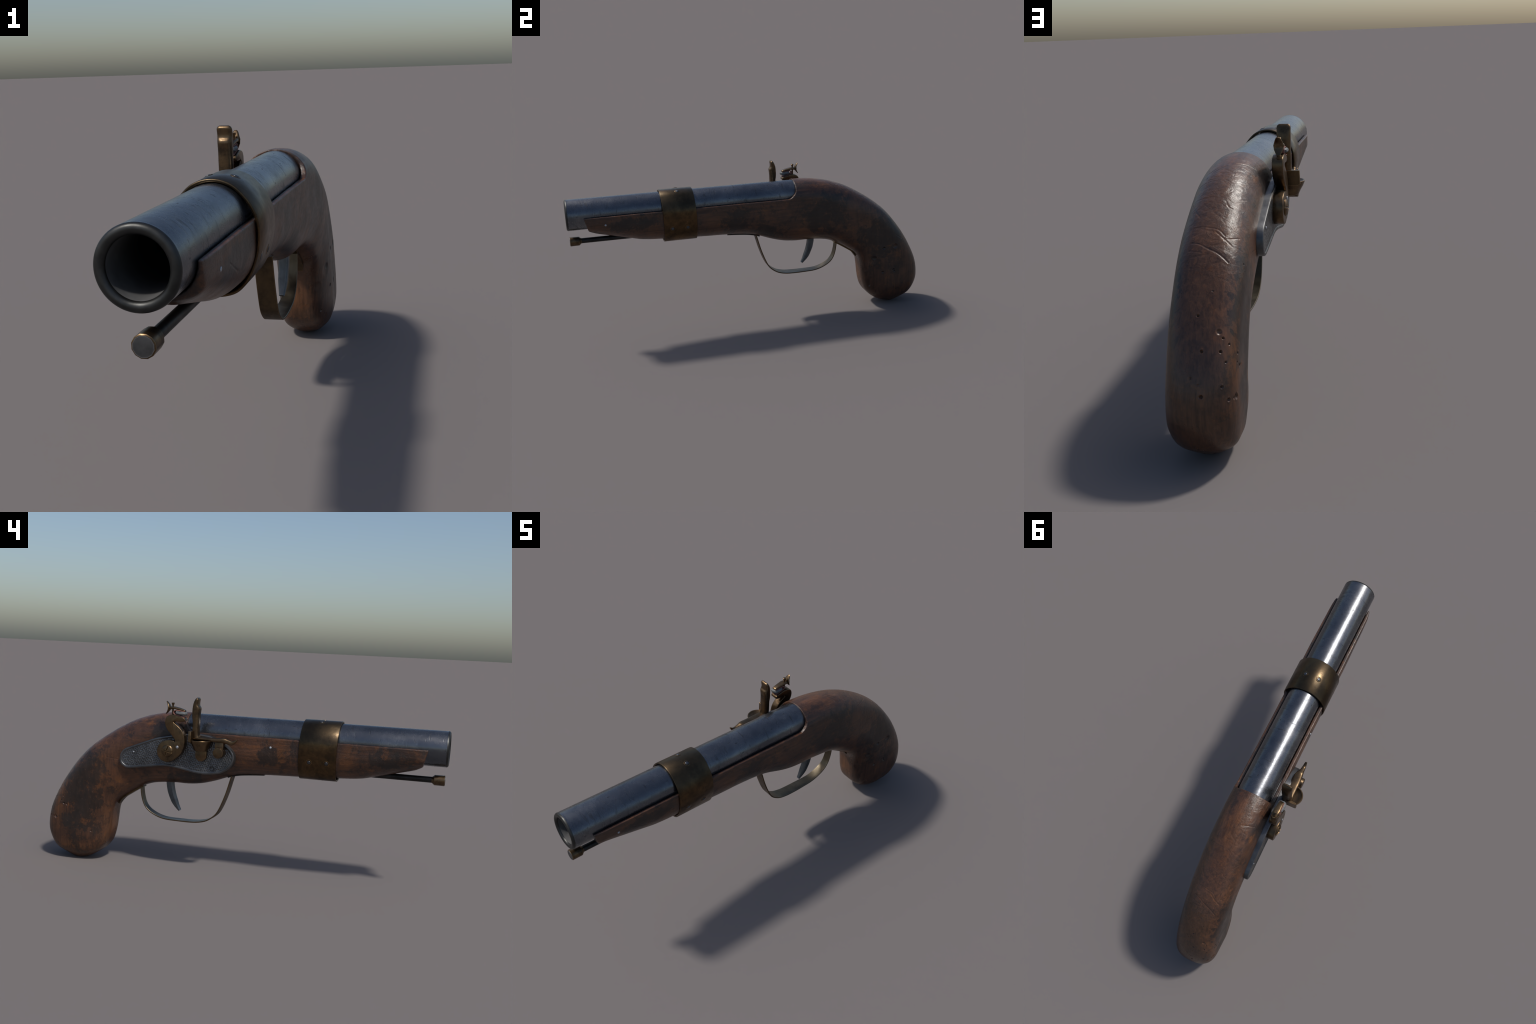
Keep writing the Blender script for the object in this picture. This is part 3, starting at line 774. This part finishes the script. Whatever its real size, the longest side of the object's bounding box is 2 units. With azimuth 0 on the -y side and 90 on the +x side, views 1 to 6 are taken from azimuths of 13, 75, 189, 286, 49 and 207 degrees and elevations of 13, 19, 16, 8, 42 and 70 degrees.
# flint, wrapped in a scrap of leather
bm = bmesh.new()
bmesh.ops.create_icosphere(bm, subdivisions=4, radius=1.0)
for v in bm.verts:
    p = v.co.copy()
    q = Vector([math.copysign(abs(c)**0.72, c) for c in p])
    k = 1 + 0.10*mnoise.noise(p*2.1 + Vector((3, 1, 7))) + 0.06*mnoise.noise(p*5.3)
    x, y, z = q.x*0.0215*k, q.y*0.0285*k, q.z*0.0092*(1 + 0.22*mnoise.noise(p*3.7))
    a = math.radians(7.0)
    v.co = (-0.0975 + x, 0.2445 + y*math.cos(a) - z*math.sin(a), 0.7945 + y*math.sin(a)*0.6 + z*math.cos(a))
make_obj('flint', bm, M_FLINT, hammer, None)
lpath = catmull([(0.227, 0.8030), (0.240, 0.8045), (0.258, 0.8070), (0.273, 0.8070), (0.281, 0.8020), (0.2825, 0.7945),
                 (0.277, 0.7885), (0.262, 0.7845), (0.245, 0.7795), (0.233, 0.7765), (0.2275, 0.7760)], 4)
make_obj('leather_wrap', strip(lpath, [0.0135, 0.0150, 0.0155, 0.0150, 0.0150], 0.0038, cx=-0.0965), M_LEATHER, hammer, 60)

# ------------------------------------------------------------------ frizzen
FX = -0.0945
# front outline bottom to top, back outline bottom to top
ff = catmull([(0.150, 0.6890), (0.1535, 0.700), (0.1545, 0.720), (0.1540, 0.745), (0.1535, 0.765), (0.1533, 0.785), (0.1525, 0.800), (0.1508, 0.813),
              (0.1500, 0.821), (0.1520, 0.8285), (0.1575, 0.836), (0.1590, 0.846), (0.1580, 0.857), (0.1572, 0.866), (0.1600, 0.8712), (0.1645, 0.8738)], 3)
fb = catmull([(0.182, 0.6780), (0.1835, 0.690), (0.1850, 0.712), (0.1850, 0.742), (0.1852, 0.763), (0.1880, 0.780), (0.1890, 0.800), (0.1885, 0.815),
              (0.1880, 0.824), (0.1865, 0.834), (0.1845, 0.843), (0.1815, 0.852), (0.1780, 0.860), (0.1740, 0.8665), (0.1700, 0.8710), (0.1660, 0.8738)], 3)
n = len(ff)
fw = np.interp(np.linspace(0, 1, n), [0, 0.5, 0.8, 1.0], [0.0225, 0.0235, 0.0245, 0.0240])
rings = []
for a, b, w in zip(ff, fb, fw):
    k = max(0.0, (0.5*(a[1]+b[1]) - 0.8623)/0.0118)      # rounded top corners
    w = w - 0.0125*(1 - math.sqrt(max(0.0, 1 - k*k)))
    c = (a+b)/2; h = np.linalg.norm(a-b)/2; d = (b-a)/(2*h)
    row = []
    for k in range(28):
        t = 2*math.pi*k/28
        ct, st = math.cos(t), math.sin(t)
        # front (muzzle side) face rounded, rear striking face flat
        e = 0.55 if st > 0 else 0.85
        o = d*h*math.copysign(abs(st)**e, st)
        row.append((FX + w*math.copysign(abs(ct)**0.58, ct), c[0]+o[0], c[1]+o[1]))
    rings.append(row)
bm = bmesh.new()
add_rings(bm, rings)
frz = make_obj('frizzen', bm, M_BRASS, root, 70)
top = catmull([(0.184, 0.6880), (0.166, 0.6895), (0.121, 0.6890), (0.073, 0.6890), (0.045, 0.6915), (0.026, 0.6925), (0.010, 0.6870), (-0.009, 0.6810), (-0.021, 0.6825), (-0.030, 0.6885), (-0.035, 0.6915)], 4)
bot = catmull([(0.183, 0.6770), (0.168, 0.6745), (0.121, 0.6715), (0.073, 0.6690), (0.045, 0.6685), (0.026, 0.6665), (0.010, 0.6635), (-0.009, 0.6605), (-0.021, 0.6655), (-0.032, 0.6760), (-0.037, 0.6840)], 4)
aw = np.interp(np.linspace(0, 1, len(top)), [0, 0.15, 0.3, 0.42, 0.5, 0.6, 0.7, 0.9, 1.0], [0.0215, 0.0225, 0.0225, 0.0205, 0.0165, 0.0115, 0.0095, 0.0060, 0.0045])
ax = np.interp(np.linspace(0, 1, len(top)), [0, 0.4, 0.6, 1.0], [FX, FX+0.002, FX-0.002, -0.0985])
rings = []
for a, b, w, xx in zip(top, bot, aw, ax):
    c = (a+b)/2; h = (a-b)/2
    row = []
    for k in range(24):
        t = 2*math.pi*k/24
        ct, st = math.cos(t), math.sin(t)
        o = h*math.copysign(abs(st)**0.75, st)
        row.append((xx + w*math.copysign(abs(ct)**0.6, ct), c[0]+o[0], c[1]+o[1]))
    rings.append(row)
bm = bmesh.new()
add_rings(bm, rings)
make_obj('frizzen_arm', bm, M_BRASS, frz, 60)
# pivot: post under the arm and a round cross pin
lug = [(0.0295, 0.6695), (0.0700, 0.6705), (0.0705, 0.628), (0.0620, 0.6130), (0.0370, 0.6130), (0.0290, 0.628)]
make_obj('frizzen_post', x_slab(catmull(lug, 1, closed=True), -0.074, -0.1060, 0.002, 2), M_BRASS, frz, 40)
make_obj('frizzen_pivot', lathe([(-0.05, 0.0255), (-0.003, 0.0255), (-0.0005, 0.0240), (0, 0.0220)], (-0.1225, 0.0495, 0.6210), (-1, 0, 0), 28), M_BRASS, frz, 35)

# ------------------------------------------------------------------ pan
def pan_ring(z, ro, sx, back, cx=-0.103, cy=0.1400):
    """Half-round plan outline: flat against the plate, bulging outwards."""
    pts = []
    n = 40
    for k in range(n):
        a = 2*math.pi*k/n
        x = cx - ro*sx*math.cos(a)
        y = cy + ro*math.sin(a)
        x = min(x, -0.074)
        y = min(y, back)
        pts.append((x, y, z))
    return pts
rings = [pan_ring(0.6240, 0.0300, 1.05, 0.171), pan_ring(0.6250, 0.0320, 1.05, 0.172), pan_ring(0.6400, 0.0385, 1.05, 0.178), pan_ring(0.6560, 0.0470, 1.06, 0.184),
         pan_ring(0.6680, 0.0515, 1.07, 0.187), pan_ring(0.6725, 0.0525, 1.07, 0.1875), pan_ring(0.6740, 0.0515, 1.07, 0.187),
         pan_ring(0.6738, 0.0480, 1.06, 0.183), pan_ring(0.6715, 0.0460, 1.05, 0.181), pan_ring(0.6665, 0.0300, 1.02, 0.170), pan_ring(0.6650, 0.010, 1, 0.16)]
bm = bmesh.new()
add_rings(bm, rings)
pan = make_obj('flash_pan', bm, M_BRASS, root, 35)
# upright fence at the rear of the pan
fo = [(-0.0965, 0.662), (-0.0965, 0.716), (-0.1455, 0.7160), (-0.1472, 0.713), (-0.1478, 0.690), (-0.1482, 0.668), (-0.1400, 0.662)]
rings = []
for yy, d in ((0.1775, 0.0015), (0.1790, 0.0), (0.1885, 0.0), (0.1900, 0.0015)):
    rings.append([(p[0], yy, p[1]) for p in inset_poly(fo, d)])
bm = bmesh.new()
add_rings(bm, rings)
make_obj('pan_fence', bm, M_BRASS, pan, 35)
br = [(0.1725, 0.628), (0.1725, 0.589), (0.1660, 0.5795), (0.1560, 0.5715), (0.1350, 0.5715), (0.1245, 0.5790), (0.1165, 0.590), (0.1160, 0.628)]
make_obj('pan_bracket', x_slab(br, -0.074, -0.0905, 0.003, 2), M_BRASS, pan, 40)
